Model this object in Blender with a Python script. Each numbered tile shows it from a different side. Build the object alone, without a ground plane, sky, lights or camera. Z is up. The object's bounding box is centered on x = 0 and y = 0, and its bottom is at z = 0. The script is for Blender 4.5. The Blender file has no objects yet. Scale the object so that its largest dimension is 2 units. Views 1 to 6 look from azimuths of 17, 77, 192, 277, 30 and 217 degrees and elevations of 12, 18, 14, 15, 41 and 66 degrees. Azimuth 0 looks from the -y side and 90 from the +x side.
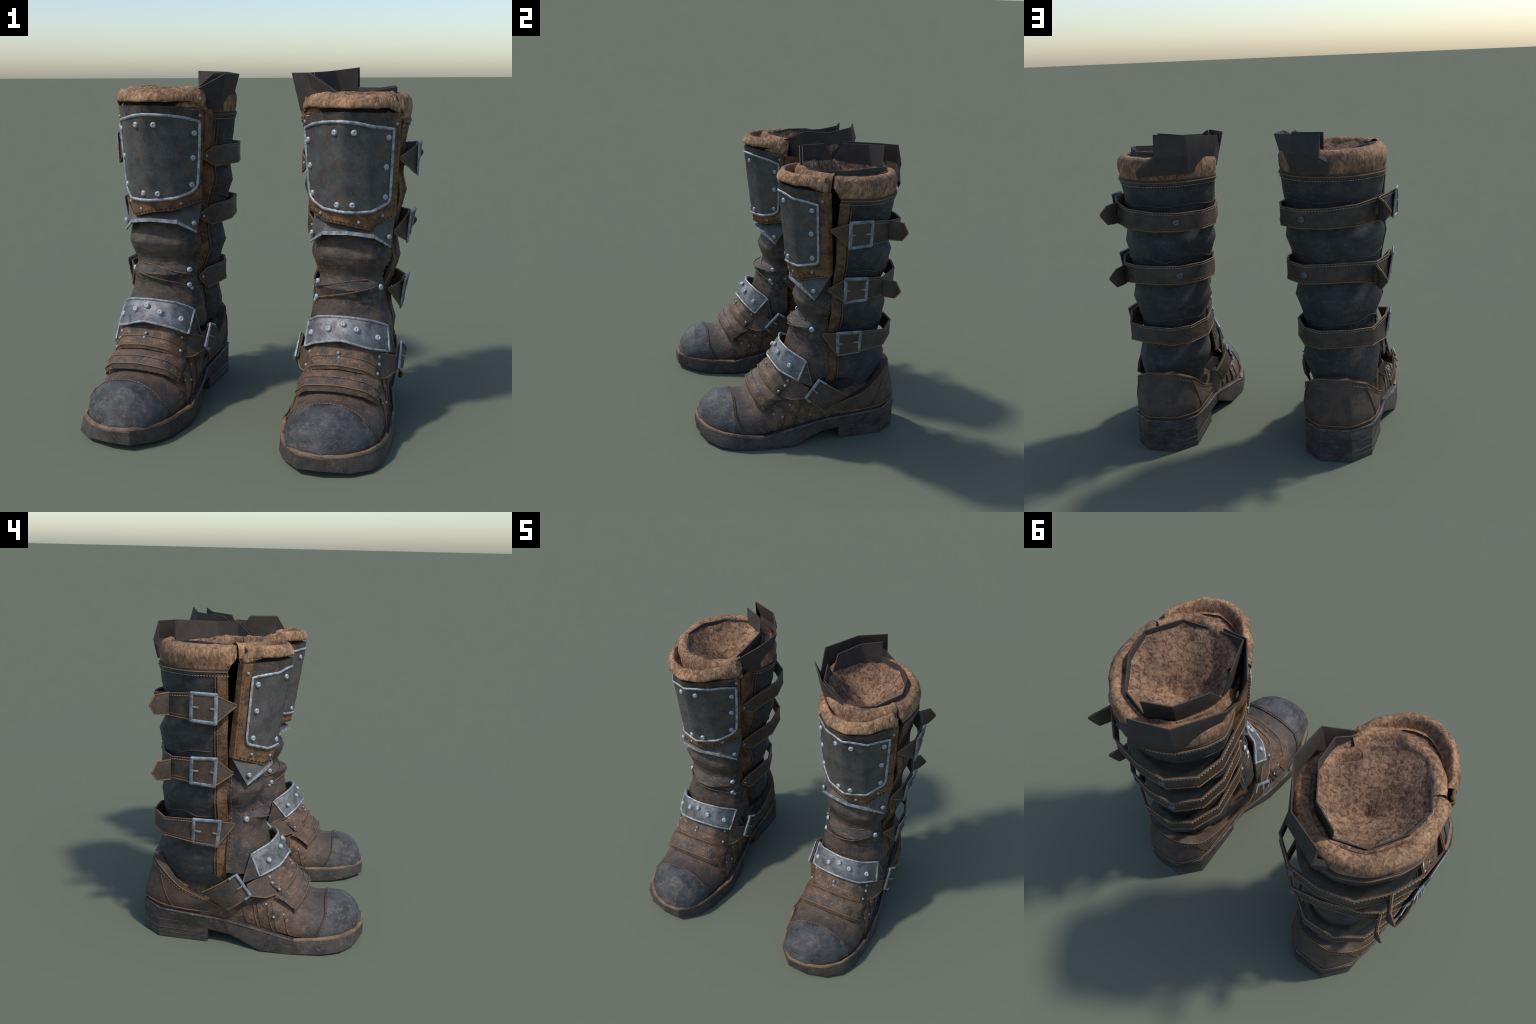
# A pair of worn, armoured leather boots.  One boot is described in its own
# measured frame; the second is its mirror image, a hair larger.
import bpy, bmesh, math, random
from mathutils import Vector, Matrix, noise

random.seed(7)
V = Vector
AXIS = V((0.54, 0.28, 0.0))          # vertical axis inside the boot shaft


# ---------------------------------------------------------------- materials
def new_mat(name):
    m = bpy.data.materials.new(name)
    m.use_nodes = True
    nt = m.node_tree
    return m, nt, nt.nodes, nt.links, nt.nodes["Principled BSDF"]


def noise_node(n, l, scale, detail=5.0, rough=0.6, stretch=(1, 1, 1), dist=0.0):
    tc = n.new("ShaderNodeTexCoord")
    mp = n.new("ShaderNodeMapping")
    mp.inputs["Scale"].default_value = stretch
    l.new(tc.outputs["Object"], mp.inputs["Vector"])
    t = n.new("ShaderNodeTexNoise")
    t.inputs["Scale"].default_value = scale
    t.inputs["Detail"].default_value = detail
    t.inputs["Roughness"].default_value = rough
    t.inputs["Distortion"].default_value = dist
    l.new(mp.outputs["Vector"], t.inputs["Vector"])
    return t.outputs["Fac"], mp


def ramp(n, l, fac, stops):
    r = n.new("ShaderNodeValToRGB")
    e = r.color_ramp.elements
    while len(e) < len(stops):
        e.new(0.5)
    for el, (p, c) in zip(e, stops):
        el.position = p
        el.color = (*c, 1)
    l.new(fac, r.inputs["Fac"])
    return r.outputs["Color"]


def mix(n, l, fac, a, b, mode='MIX'):
    m = n.new("ShaderNodeMix")
    m.data_type = 'RGBA'
    m.blend_type = mode
    if isinstance(fac, float):
        m.inputs["Factor"].default_value = fac
    else:
        l.new(fac, m.inputs["Factor"])
    l.new(a, m.inputs[6])
    l.new(b, m.inputs[7])
    return m.outputs[2]


def rgb(n, c):
    r = n.new("ShaderNodeRGB")
    r.outputs[0].default_value = (*c, 1)
    return r.outputs[0]


def bump(n, l, bsdf, facs):
    prev = None
    for fac, strength, dist in facs:
        b = n.new("ShaderNodeBump")
        b.inputs["Strength"].default_value = strength
        b.inputs["Distance"].default_value = dist
        l.new(fac, b.inputs["Height"])
        if prev is not None:
            l.new(prev, b.inputs["Normal"])
        prev = b.outputs["Normal"]
    l.new(prev, bsdf.inputs["Normal"])


def leather(name, dark, mid, worn, worn_at=0.62, rough=0.62, scale=9.0, grain=1.0, spec=0.4):
    """Aged leather: mottled dark/mid tone, worn lighter patches, scratches, grain."""
    m, nt, n, l, b = new_mat(name)
    big, _ = noise_node(n, l, scale, 6, 0.62)
    pat, _ = noise_node(n, l, scale * 2.3, 8, 0.7, (1, 1, 1.6), 0.6)
    fine, _ = noise_node(n, l, 120, 6, 0.7)
    scr, _ = noise_node(n, l, 30, 8, 0.75, (1.0, 1.0, 3.5), 1.6)
    base = ramp(n, l, big, [(0.4, dark), (0.57, mid)])
    mask = ramp(n, l, pat, [(worn_at - 0.06, (0, 0, 0)), (worn_at + 0.12, (1, 1, 1))])
    col = mix(n, l, mask, base, rgb(n, worn))
    sm = ramp(n, l, scr, [(0.64, (0, 0, 0)), (0.74, (0.55, 0.55, 0.55))])
    col = mix(n, l, sm, col, rgb(n, tuple(min(1, c * 1.35) for c in worn)))
    g = ramp(n, l, fine, [(0.3, (0.72, 0.72, 0.72)), (0.7, (1.16, 1.16, 1.16))])
    col = mix(n, l, 1.0, col, g, 'MULTIPLY')
    l.new(col, b.inputs["Base Color"])
    r = ramp(n, l, pat, [(0.3, (rough + 0.08,) * 3), (0.7, (rough - 0.1,) * 3)])
    l.new(r, b.inputs["Roughness"])
    b.inputs["Specular IOR Level"].default_value = spec
    bump(n, l, b, [(big, 0.25 * grain, 0.02), (scr, 0.35 * grain, 0.006), (fine, 0.3 * grain, 0.003)])
    return m


def dye_toward_toe(m, grey):
    """Blackened toe: grey polish on the forefoot, fading irregularly into brown hide."""
    n, l = m.node_tree.nodes, m.node_tree.links
    b = n["Principled BSDF"]
    src = b.inputs["Base Color"].links[0].from_socket
    tc = n.new("ShaderNodeTexCoord")
    sp = n.new("ShaderNodeSeparateXYZ")
    l.new(tc.outputs["Object"], sp.inputs[0])
    nz, _ = noise_node(n, l, 7, 6, 0.7)
    ad = n.new("ShaderNodeMath")
    ad.operation = 'MULTIPLY_ADD'
    l.new(nz, ad.inputs[0])
    ad.inputs[1].default_value = 0.28
    l.new(sp.outputs["Y"], ad.inputs[2])
    mr = n.new("ShaderNodeMapRange")
    mr.inputs["From Min"].default_value = -0.29
    mr.inputs["From Max"].default_value = -0.09
    mr.inputs["To Min"].default_value = 0.75
    mr.inputs["To Max"].default_value = 0.0
    l.new(ad.outputs[0], mr.inputs["Value"])
    l.new(mix(n, l, mr.outputs["Result"], src, rgb(n, grey)), b.inputs["Base Color"])


def metal(name, dark, light, rust, metallic=0.6, rough=0.45, rust_at=0.66, scale=14):
    m, nt, n, l, b = new_mat(name)
    big, _ = noise_node(n, l, scale, 8, 0.68)
    pit, _ = noise_node(n, l, 55, 8, 0.75, (1, 1, 1), 1.2)
    fine, _ = noise_node(n, l, 190, 4, 0.7)
    rs, _ = noise_node(n, l, scale * 1.7, 8, 0.72, (1.3, 1.3, 0.8), 0.8)
    base = ramp(n, l, big, [(0.34, dark), (0.66, light)])
    mask = ramp(n, l, rs, [(rust_at - 0.08, (0, 0, 0)), (rust_at + 0.1, (0.85,) * 3)])
    col = mix(n, l, mask, base, rgb(n, rust))
    g = ramp(n, l, pit, [(0.32, (0.66,) * 3), (0.62, (1.12,) * 3)])
    col = mix(n, l, 1.0, col, g, 'MULTIPLY')
    l.new(col, b.inputs["Base Color"])
    b.inputs["Metallic"].default_value = metallic
    r = ramp(n, l, pit, [(0.3, (rough + 0.2,) * 3), (0.7, (rough - 0.05,) * 3)])
    l.new(r, b.inputs["Roughness"])
    bump(n, l, b, [(big, 0.3, 0.01), (pit, 0.4, 0.006), (fine, 0.2, 0.002)])
    return m


def fur(name, root, mid, tip, scale, stretch, rough=0.9):
    """Matted wool: short wavy locks, pale tips over darker roots."""
    m, nt, n, l, b = new_mat(name)
    lock, mp = noise_node(n, l, scale, 3, 0.55, stretch, 0.9)
    fine, _ = noise_node(n, l, scale * 2.6, 4, 0.6, stretch, 1.0)
    big, _ = noise_node(n, l, 7, 5, 0.6)
    c = ramp(n, l, lock, [(0.36, root), (0.5, mid), (0.66, tip)])
    shade = ramp(n, l, big, [(0.33, (0.55, 0.54, 0.55)), (0.64, (1.18, 1.15, 1.1))])
    c = mix(n, l, 1.0, c, shade, 'MULTIPLY')
    f = ramp(n, l, fine, [(0.3, (0.8,) * 3), (0.7, (1.15,) * 3)])
    c = mix(n, l, 1.0, c, f, 'MULTIPLY')
    l.new(c, b.inputs["Base Color"])
    b.inputs["Roughness"].default_value = rough
    b.inputs["Specular IOR Level"].default_value = 0.2
    bump(n, l, b, [(lock, 0.5, 0.011), (fine, 0.5, 0.005)])
    return m


def plain(name, c, rough=0.7, spec=0.3):
    m, nt, n, l, b = new_mat(name)
    big, _ = noise_node(n, l, 18, 5, 0.6)
    col = ramp(n, l, big, [(0.3, tuple(x * 0.8 for x in c)), (0.7, tuple(x * 1.15 for x in c))])
    l.new(col, b.inputs["Base Color"])
    b.inputs["Roughness"].default_value = rough
    b.inputs["Specular IOR Level"].default_value = spec
    return m


M = {}


def make_materials():
    M['shaft'] = leather("shaft_leather", (0.024, 0.026, 0.028), (0.042, 0.043, 0.043), (0.1, 0.066, 0.045), 0.58, 0.66, 9, 1.5)
    M['gaiter'] = leather("gaiter_leather", (0.029, 0.028, 0.028), (0.07, 0.055, 0.045), (0.16, 0.092, 0.055), 0.57, 0.6, 9, 1.7)
    M['vamp'] = leather("vamp_leather", (0.042, 0.033, 0.028), (0.13, 0.08, 0.052), (0.3, 0.15, 0.068), 0.575, 0.58, 12, 1.6)
    dye_toward_toe(M['vamp'], (0.052, 0.048, 0.046))
    M['counter'] = leather("counter_leather", (0.055, 0.04, 0.031), (0.09, 0.06, 0.042), (0.165, 0.1, 0.06), 0.63, 0.6, 9, 1.4)
    M['toe'] = leather("toe_cap_leather", (0.031, 0.034, 0.037), (0.072, 0.073, 0.075), (0.145, 0.115, 0.096), 0.575, 0.5, 10, 2.2, 0.5)
    M['edge'] = leather("tan_leather", (0.075, 0.04, 0.02), (0.18, 0.092, 0.042), (0.29, 0.15, 0.065), 0.58, 0.7, 13, 1.5)
    M['strap'] = leather("strap_leather", (0.045, 0.034, 0.027), (0.075, 0.052, 0.037), (0.15, 0.09, 0.053), 0.63, 0.6, 10, 1.3)
    M['piping'] = plain("tan_piping", (0.18, 0.103, 0.053), 0.7)
    M['thread'] = plain("pale_thread", (0.3, 0.28, 0.24), 0.8)
    M['thread2'] = plain("rusty_thread", (0.22, 0.1, 0.042), 0.8)
    M['plate'] = metal("dark_plate_steel", (0.042, 0.043, 0.043), (0.1, 0.1, 0.096), (0.125, 0.075, 0.046), 0.1, 0.55, 0.58, 10)
    M['steel'] = metal("worn_steel_painted_shine", (0.05, 0.052, 0.055), (0.24, 0.25, 0.26), (0.15, 0.095, 0.065), 0.35, 0.34, 0.62, 11)  # light patches paint specular shine into the colour, along with scuffs
    M['trim'] = metal("bright_steel", (0.2, 0.225, 0.245), (0.52, 0.56, 0.6), (0.12, 0.115, 0.11), 0.25, 0.35, 0.56, 26)
    M['rivet'] = metal("rivet_steel", (0.26, 0.285, 0.3), (0.55, 0.585, 0.6), (0.13, 0.12, 0.11), 0.25, 0.34, 0.64, 40)
    M['buckle'] = metal("buckle_steel", (0.1, 0.115, 0.13), (0.34, 0.38, 0.42), (0.09, 0.08, 0.075), 0.25, 0.36, 0.66, 22)
    M['sole'] = leather("sole_rubber", (0.03, 0.026, 0.023), (0.06, 0.05, 0.043), (0.14, 0.1, 0.075), 0.6, 0.6, 10, 1.5)
    M['welt'] = leather("welt_leather", (0.12, 0.078, 0.052), (0.24, 0.155, 0.1), (0.34, 0.22, 0.14), 0.6, 0.65, 14, 1.5)
    M['worn_edge'] = leather("worn_sole_edge", (0.045, 0.038, 0.034), (0.09, 0.076, 0.066), (0.2, 0.16, 0.13), 0.56, 0.6, 14, 1.5)
    M['band'] = plain("collar_cloth", (0.052, 0.042, 0.036), 0.75)
    M['dark'] = plain("dark_leather_and_shade", (0.02, 0.017, 0.015), 0.8)  # coloured near-black for shade in slit and shaft; also strap ends and thread
    M['fur'] = fur("cuff_fur", (0.17, 0.098, 0.058), (0.285, 0.165, 0.096), (0.4, 0.255, 0.158), 48, (1, 1, 0.45), 0.85)
    M['lining'] = fur("wool_lining", (0.1, 0.06, 0.04), (0.23, 0.138, 0.088), (0.32, 0.205, 0.135), 48, (1, 1, 0.7))


# ------------------------------------------------------------ geometry tools
class Boot:
    """Holds the placement of one boot and creates its parts."""

    def __init__(self, mirrored):
        self.mir = mirrored
        self.s = 1.0149 if mirrored else 1.0
        self.off = V((-0.0112, -0.001, 0)) if mirrored else V((0, 0, 0))
        self.base = self.place(V((0.565, 0.0, 0.0)))
        e = bpy.data.objects.new("boot", None)
        e.empty_display_size = 0.3
        e.location = self.base
        bpy.context.scene.collection.objects.link(e)
        e["label"] = "tall dark leather boot with steel plates, buckles and fur cuff"
        e["category"] = "boot"
        self.root = e

    def place(self, p, scaled=True):
        p = V(p)
        if scaled:
            p = p * self.s + self.off
        return V((-p.x, p.y, p.z)) if self.mir else p

    def under(self, parent):
        """Keep the tree at boot > part > sub-part."""
        if parent is None:
            return self.root
        return parent if parent.parent is self.root or parent.parent == self.root else parent.parent

    def add(self, name, verts, faces, mat, parent=None, scaled=True, sharp=40, stuff=False):
        vs = [self.place(v, scaled) - self.base for v in verts]
        fs = [tuple(reversed(f)) for f in faces] if self.mir else [tuple(f) for f in faces]
        me = bpy.data.meshes.new(name)
        me.from_pydata([tuple(v) for v in vs], [], fs)
        me.validate()
        me.shade_smooth()
        if sharp < 180:
            me.set_sharp_from_angle(angle=math.radians(sharp))
        me.materials.append(mat)
        ob = bpy.data.objects.new(name, me)
        bpy.context.scene.collection.objects.link(ob)
        ob.parent = self.under(parent)
        if stuff:
            ob["kind"] = "stuff"
        return ob

    def stamp(self, name, me, pos, nrm, size, parent):
        """Instance a shared small mesh (rivet) with its z axis along nrm."""
        ob = bpy.data.objects.new(name, me)
        bpy.context.scene.collection.objects.link(ob)
        ob.parent = self.under(parent)
        p = self.place(pos) - self.base
        d = V(nrm)
        if self.mir:
            d.x = -d.x
        q = d.to_track_quat('Z', 'Y')
        ob.matrix_local = Matrix.Translation(p) @ q.to_matrix().to_4x4() @ Matrix.Scale(size, 4)
        return ob


def catmull(P, t):
    """Point on the Catmull-Rom curve through list P at parameter t (index units)."""
    n = len(P) - 1
    i = min(int(t), n - 1)
    f = t - i
    p0 = P[max(i - 1, 0)]
    p1, p2 = P[i], P[i + 1]
    p3 = P[min(i + 2, n)]
    return 0.5 * ((2 * p1) + (p2 - p0) * f + (2 * p0 - 5 * p1 + 4 * p2 - p3) * f * f
                  + (3 * p1 - p0 - 3 * p2 + p3) * f * f * f)


def lerp_list(P, t):
    n = len(P) - 1
    i = min(max(int(t), 0), n - 1)
    return P[i].lerp(P[i + 1], t - i)


def resample(P, k, smooth=True):
    """Refine a polyline, k pieces per segment."""
    n = (len(P) - 1) * k
    if not smooth:
        return [lerp_list(P, i / k) for i in range(n + 1)]
    # halfway between the chord and the spline: rounded, but still faceted like cut leather
    return [lerp_list(P, i / k).lerp(catmull(P, i / k), 0.5) for i in range(n + 1)]


def refine(rows, ku, kv, su=True, sv=False):
    rows = [resample([V(p) for p in r], ku, su) for r in rows]
    cols = [resample([r[i] for r in rows], kv, sv) for i in range(len(rows[0]))]
    return [[c[j] for c in cols] for j in range(len(cols[0]))]


def grid(rows, closed=False):
    nv, nu = len(rows), len(rows[0])
    verts = [V(p) for r in rows for p in r]
    faces = []
    for j in range(nv - 1):
        for i in range(nu if closed else nu - 1):
            a = j * nu + i
            b = j * nu + (i + 1) % nu
            faces.append((a, b, b + nu, a + nu))
    return verts, faces


def vnormals(verts, faces):
    N = [V((0, 0, 0)) for _ in verts]
    for f in faces:
        c = V((0, 0, 0))
        for i in range(len(f)):
            p, q = verts[f[i]], verts[f[(i + 1) % len(f)]]
            c += p.cross(q)
        for i in f:
            N[i] += c
    return [n.normalized() if n.length > 1e-9 else V((0, 0, 1)) for n in N]


def orient(verts, faces, ref=None, inward=False):
    """Make the faces look away from the boot's axis (or from the point ref)."""
    s = 0.0
    for f in faces:
        c = sum((verts[i] for i in f), V((0, 0, 0))) / len(f)
        nn = V((0, 0, 0))
        for i in range(len(f)):
            nn += verts[f[i]].cross(verts[f[(i + 1) % len(f)]])
        d = c - (V(ref) if ref is not None else V((AXIS.x, AXIS.y, c.z)))
        s += nn.dot(d)
    if (s < 0) != inward:
        faces = [tuple(reversed(f)) for f in faces]
    return verts, faces


def solid(verts, faces, t):
    """Give an oriented sheet thickness t behind its face side."""
    N = vnormals(verts, faces)
    n = len(verts)
    out = list(verts) + [v - m * t for v, m in zip(verts, N)]
    fs = list(faces) + [tuple(reversed([i + n for i in f])) for f in faces]
    edges = {}
    for f in faces:
        for i in range(len(f)):
            edges[(f[i], f[(i + 1) % len(f)])] = 1
    for (a, b) in edges:
        if (b, a) not in edges:
            fs.append((b, a, a + n, b + n))
    return out, fs


def offset(verts, faces, d):
    N = vnormals(verts, faces)
    return [v + m * d for v, m in zip(verts, N)]


def lumps(verts, faces, amp, scale, seed=0.0):
    N = vnormals(verts, faces)
    o = V((seed, seed * 1.7, -seed))
    return [v + m * amp * (noise.noise(v * scale + o) + 0.5 * noise.noise(v * scale * 2.3 + o)) for v, m in zip(verts, N)]


def sheet(b, name, rows, mat, t, ref=None, inward=False, parent=None, ku=1, kv=1, su=True, sv=False,
          lump=0.0, lscale=9, scaled=True, sharp=40, closed=False, out=0.0):
    if ku > 1 or kv > 1:
        rows = refine(rows, ku, kv, su, sv)
    v, f = grid(rows, closed)
    v, f = orient(v, f, ref, inward)
    if out:
        v = offset(v, f, out)
    if lump:
        v = lumps(v, f, lump, lscale)
    if t:
        v, f = solid(v, f, t)
    return b.add(name, v, f, mat, parent, scaled, sharp)


def tube(P, r, sides=6, closed=False, flat=1.0, up=None):
    """Sweep a round (or flattened) section of radius r along polyline P."""
    P = [V(p) for p in P]
    n = len(P)
    verts, faces = [], []
    for i, p in enumerate(P):
        a = P[(i - 1) % n] if (closed or i > 0) else p
        c = P[(i + 1) % n] if (closed or i < n - 1) else p
        d = (c - a).normalized()
        side = d.cross(up if up is not None else V((p.x - AXIS.x, p.y - AXIS.y, 0.0)).normalized())
        if side.length < 1e-4:
            side = d.cross(V((0, 0, 1)))
        side.normalize()
        w = side.cross(d).normalized()
        for k in range(sides):
            an = 2 * math.pi * k / sides
            verts.append(p + side * math.cos(an) * r + w * math.sin(an) * r * flat)
    m = n if closed else n - 1
    for i in range(m):
        for k in range(sides):
            a = i * sides + k
            bb = i * sides + (k + 1) % sides
            c = ((i + 1) % n) * sides + (k + 1) % sides
            d = ((i + 1) % n) * sides + k
            faces.append((a, bb, c, d))
    if not closed:
        faces.append(tuple(range(sides - 1, -1, -1)))
        faces.append(tuple(range((n - 1) * sides, n * sides)))
    return verts, faces


def join(parts):
    V_, F_ = [], []
    for v, f in parts:
        o = len(V_)
        V_ += v
        F_ += [tuple(i + o for i in q) for q in f]
    return V_, F_


def arc_points(P, step):
    """Walk polyline P, returning (point, tangent) every `step` metres."""
    out, carry = [], 0.0
    for a, c in zip(P[:-1], P[1:]):
        d = c - a
        L = d.length
        if L < 1e-9:
            continue
        s = carry
        while s < L:
            out.append((a + d * (s / L), d / L))
            s += step
        carry = s - L
    return out


def stitches(P, step=0.02, length=0.011, r=0.0022):
    """A row of thread dashes lying along polyline P."""
    parts = []
    for k, (p, d) in enumerate(arc_points([V(q) for q in P], step)):
        j = 0.85 + 0.3 * random.random()
        parts.append(tube([p - d * length * 0.5 * j, p + d * length * 0.5 * j], r, 4))
    return join(parts)


def rivet_mesh(name, prof, mat, sides=14):
    verts, faces = [], []
    for (r, z) in prof:
        for k in range(sides):
            a = 2 * math.pi * k / sides
            verts.append((r * math.cos(a), r * math.sin(a), z))
    for j in range(len(prof) - 1):
        for k in range(sides):
            a = j * sides + k
            c = j * sides + (k + 1) % sides
            faces.append((a, c, c + sides, a + sides))
    faces.append(tuple(range((len(prof) - 1) * sides, len(prof) * sides)))
    me = bpy.data.meshes.new(name)
    me.from_pydata(verts, [], faces)
    me.shade_smooth()
    me.materials.append(mat)
    return me


# ------------------------------------------------------------- surface rules
# Shaft: horizontal plan (unit half-width, unit depth) and level table.
PLAN = [(0.93, -1.0), (0.985, -0.5), (0.985, 0.0), (0.86, 0.35), (0.56, 0.77), (0.19, 0.985), (-0.19, 0.985),
        (-0.57, 0.77), (-0.87, 0.35), (-0.985, 0.0), (-0.87, -0.58), (-0.58, -0.93)]
# z, x of inner flank, x of outer flank, y of the calf
LEVELS = [(0.38, .375, .768, 0.567), (0.47, .345, .785, 0.597), (0.555, .312, .797, 0.624), (0.65, .33, .772, 0.594),
          (0.73, .336, .762, 0.567), (0.80, .335, .765, 0.580), (0.935, .277, .811, 0.600), (1.03, .30, .79, 0.577),
          (1.12, .295, .79, 0.552), (1.19, .278, .805, 0.592), (1.325, .227, .836, 0.614), (1.42, .244, .814, 0.572),
          (1.50, .238, .812, 0.570), (1.60, .222, .824, 0.600), (1.72, .206, .842, 0.610)]


def shaft_point(k, lv, yf=0.15, grow=0.0):
    z, xi, xo, yb = lv
    t, s = PLAN[k]
    cx, a = (xi + xo) / 2, (xo - xi) / 2 + grow
    y = 0.35 + ((yb + grow - 0.35) * s if s > 0 else (0.35 - yf) * s)
    zz = z + (.016 * math.sin(2.1 * k + z * 9.0) if .5 < z < 1.45 else 0.0)   # folds run slightly askew
    return V((cx + a * t, y, zz))


def level_at(z):
    for a, c in zip(LEVELS[:-1], LEVELS[1:]):
        if a[0] <= z <= c[0]:
            f = (z - a[0]) / (c[0] - a[0])
            return tuple(p + (q - p) * f for p, q in zip(a, c))
    return LEVELS[-1] if z > LEVELS[-1][0] else LEVELS[0]


def shaft_at(k, z, grow=0.0, yf=0.15):
    """Point on the shaft at plan index k (may be fractional) and height z."""
    lv = (z, *level_at(z)[1:])
    P = [shaft_point(i, lv, yf, grow) for i in range(len(PLAN))]
    return lerp_list(P, k).lerp(catmull(P, k), 0.5)


# Foot: cross-sections y, centre x, half width, base z, crown z.
FOOT = [(-.668, .522, .055, .115, .135), (-.655, .528, .1, .112, .19), (-.625, .541, .152, .11, .24), (-.565, .56, .196, .105, .29),
        (-.47, .577, .238, .10, .298), (-.37, .578, .26, .095, .29), (-.28, .575, .264, .10, .325), (-.19, .572, .26, .115, .40),
        (-.09, .572, .25, .13, .50), (.02, .574, .238, .15, .57), (.15, .576, .22, .165, .57), (.30, .577, .212, .175, .5),
        (.45, .572, .2, .185, .47), (.56, .563, .18, .19, .455), (.62, .556, .15, .19, .43), (.66, .553, .115, .19, .39), (.685, .552, .09, .195, .33)]
ARCH = [(0.0, 1.0), (0.28, 0.97), (0.55, 0.85), (0.78, 0.64), (0.93, 0.36), (0.985, 0.14), (0.965, 0.0)]


def foot_station(y):
    for a, c in zip(FOOT[:-1], FOOT[1:]):
        if a[0] <= y <= c[0]:
            f = (y - a[0]) / (c[0] - a[0])
            return tuple(p + (q - p) * f for p, q in zip(a, c))
    return FOOT[0] if y < FOOT[0][0] else FOOT[-1]


def foot_at(y, t, out=0.0):
    """t = -1 inner sole edge, 0 crown, +1 outer sole edge."""
    _, cx, hw, zb, zt = foot_station(y)
    a = abs(t) * (len(ARCH) - 1)
    p = lerp_list([V((q[0], q[1], 0)) for q in ARCH], a)
    sx = math.copysign(1, t)
    x = cx + sx * p.x * (hw + out)
    z = zb + (zt + out - zb) * p.y
    fr = 0.0
    if y < -0.5:
        fr = -out * min(1, (-0.5 - y) / 0.12)
    if y > 0.6:
        fr = out * min(1, (y - 0.6) / 0.08)
    return V((x, y + fr, z))


# Shin guard: five stations across, upper and lower edges.
GUARD_HI = [V(p) for p in [(.290, .045, 1.75), (.435, -.128, 1.765), (.565, -.192, 1.77), (.692, -.13, 1.765), (.826, .06, 1.757)]]
GUARD_LO = [V(p) for p in [(.326, .072, 1.222), (.445, -.05, 1.18), (.565, -.1, 1.172), (.69, -.053, 1.138), (.806, .113, 1.2)]]


def guard_at(u, v, out=0.0):
    """u 0..4 across (inner to outer), v 0 lower edge .. 1 upper edge."""
    p = lerp_list(GUARD_LO, u).lerp(lerp_list(GUARD_HI, u), v)
    out -= .001
    if out:
        e = 0.05
        du = lerp_list(GUARD_HI, min(u + .25, 4)) - lerp_list(GUARD_HI, max(u - .25, 0))
        n = du.cross(V((0, 0, 1)))
        n.normalize()
        if n.dot(p - AXIS) < 0:
            n = -n
        p = p + V((n.x, n.y, 0)) * out
    return p


def guard_from_xz(x, z):
    """Guard parameters for a point given by its x and height."""
    best = None
    u = 2.0
    v = 0.5
    for _ in range(30):
        p = guard_at(u, v)
        u = min(max(u + (x - p.x) / 0.14, 0), 4)
        v = v + (z - guard_at(u, v).z) / 0.56
    return u, v


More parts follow.
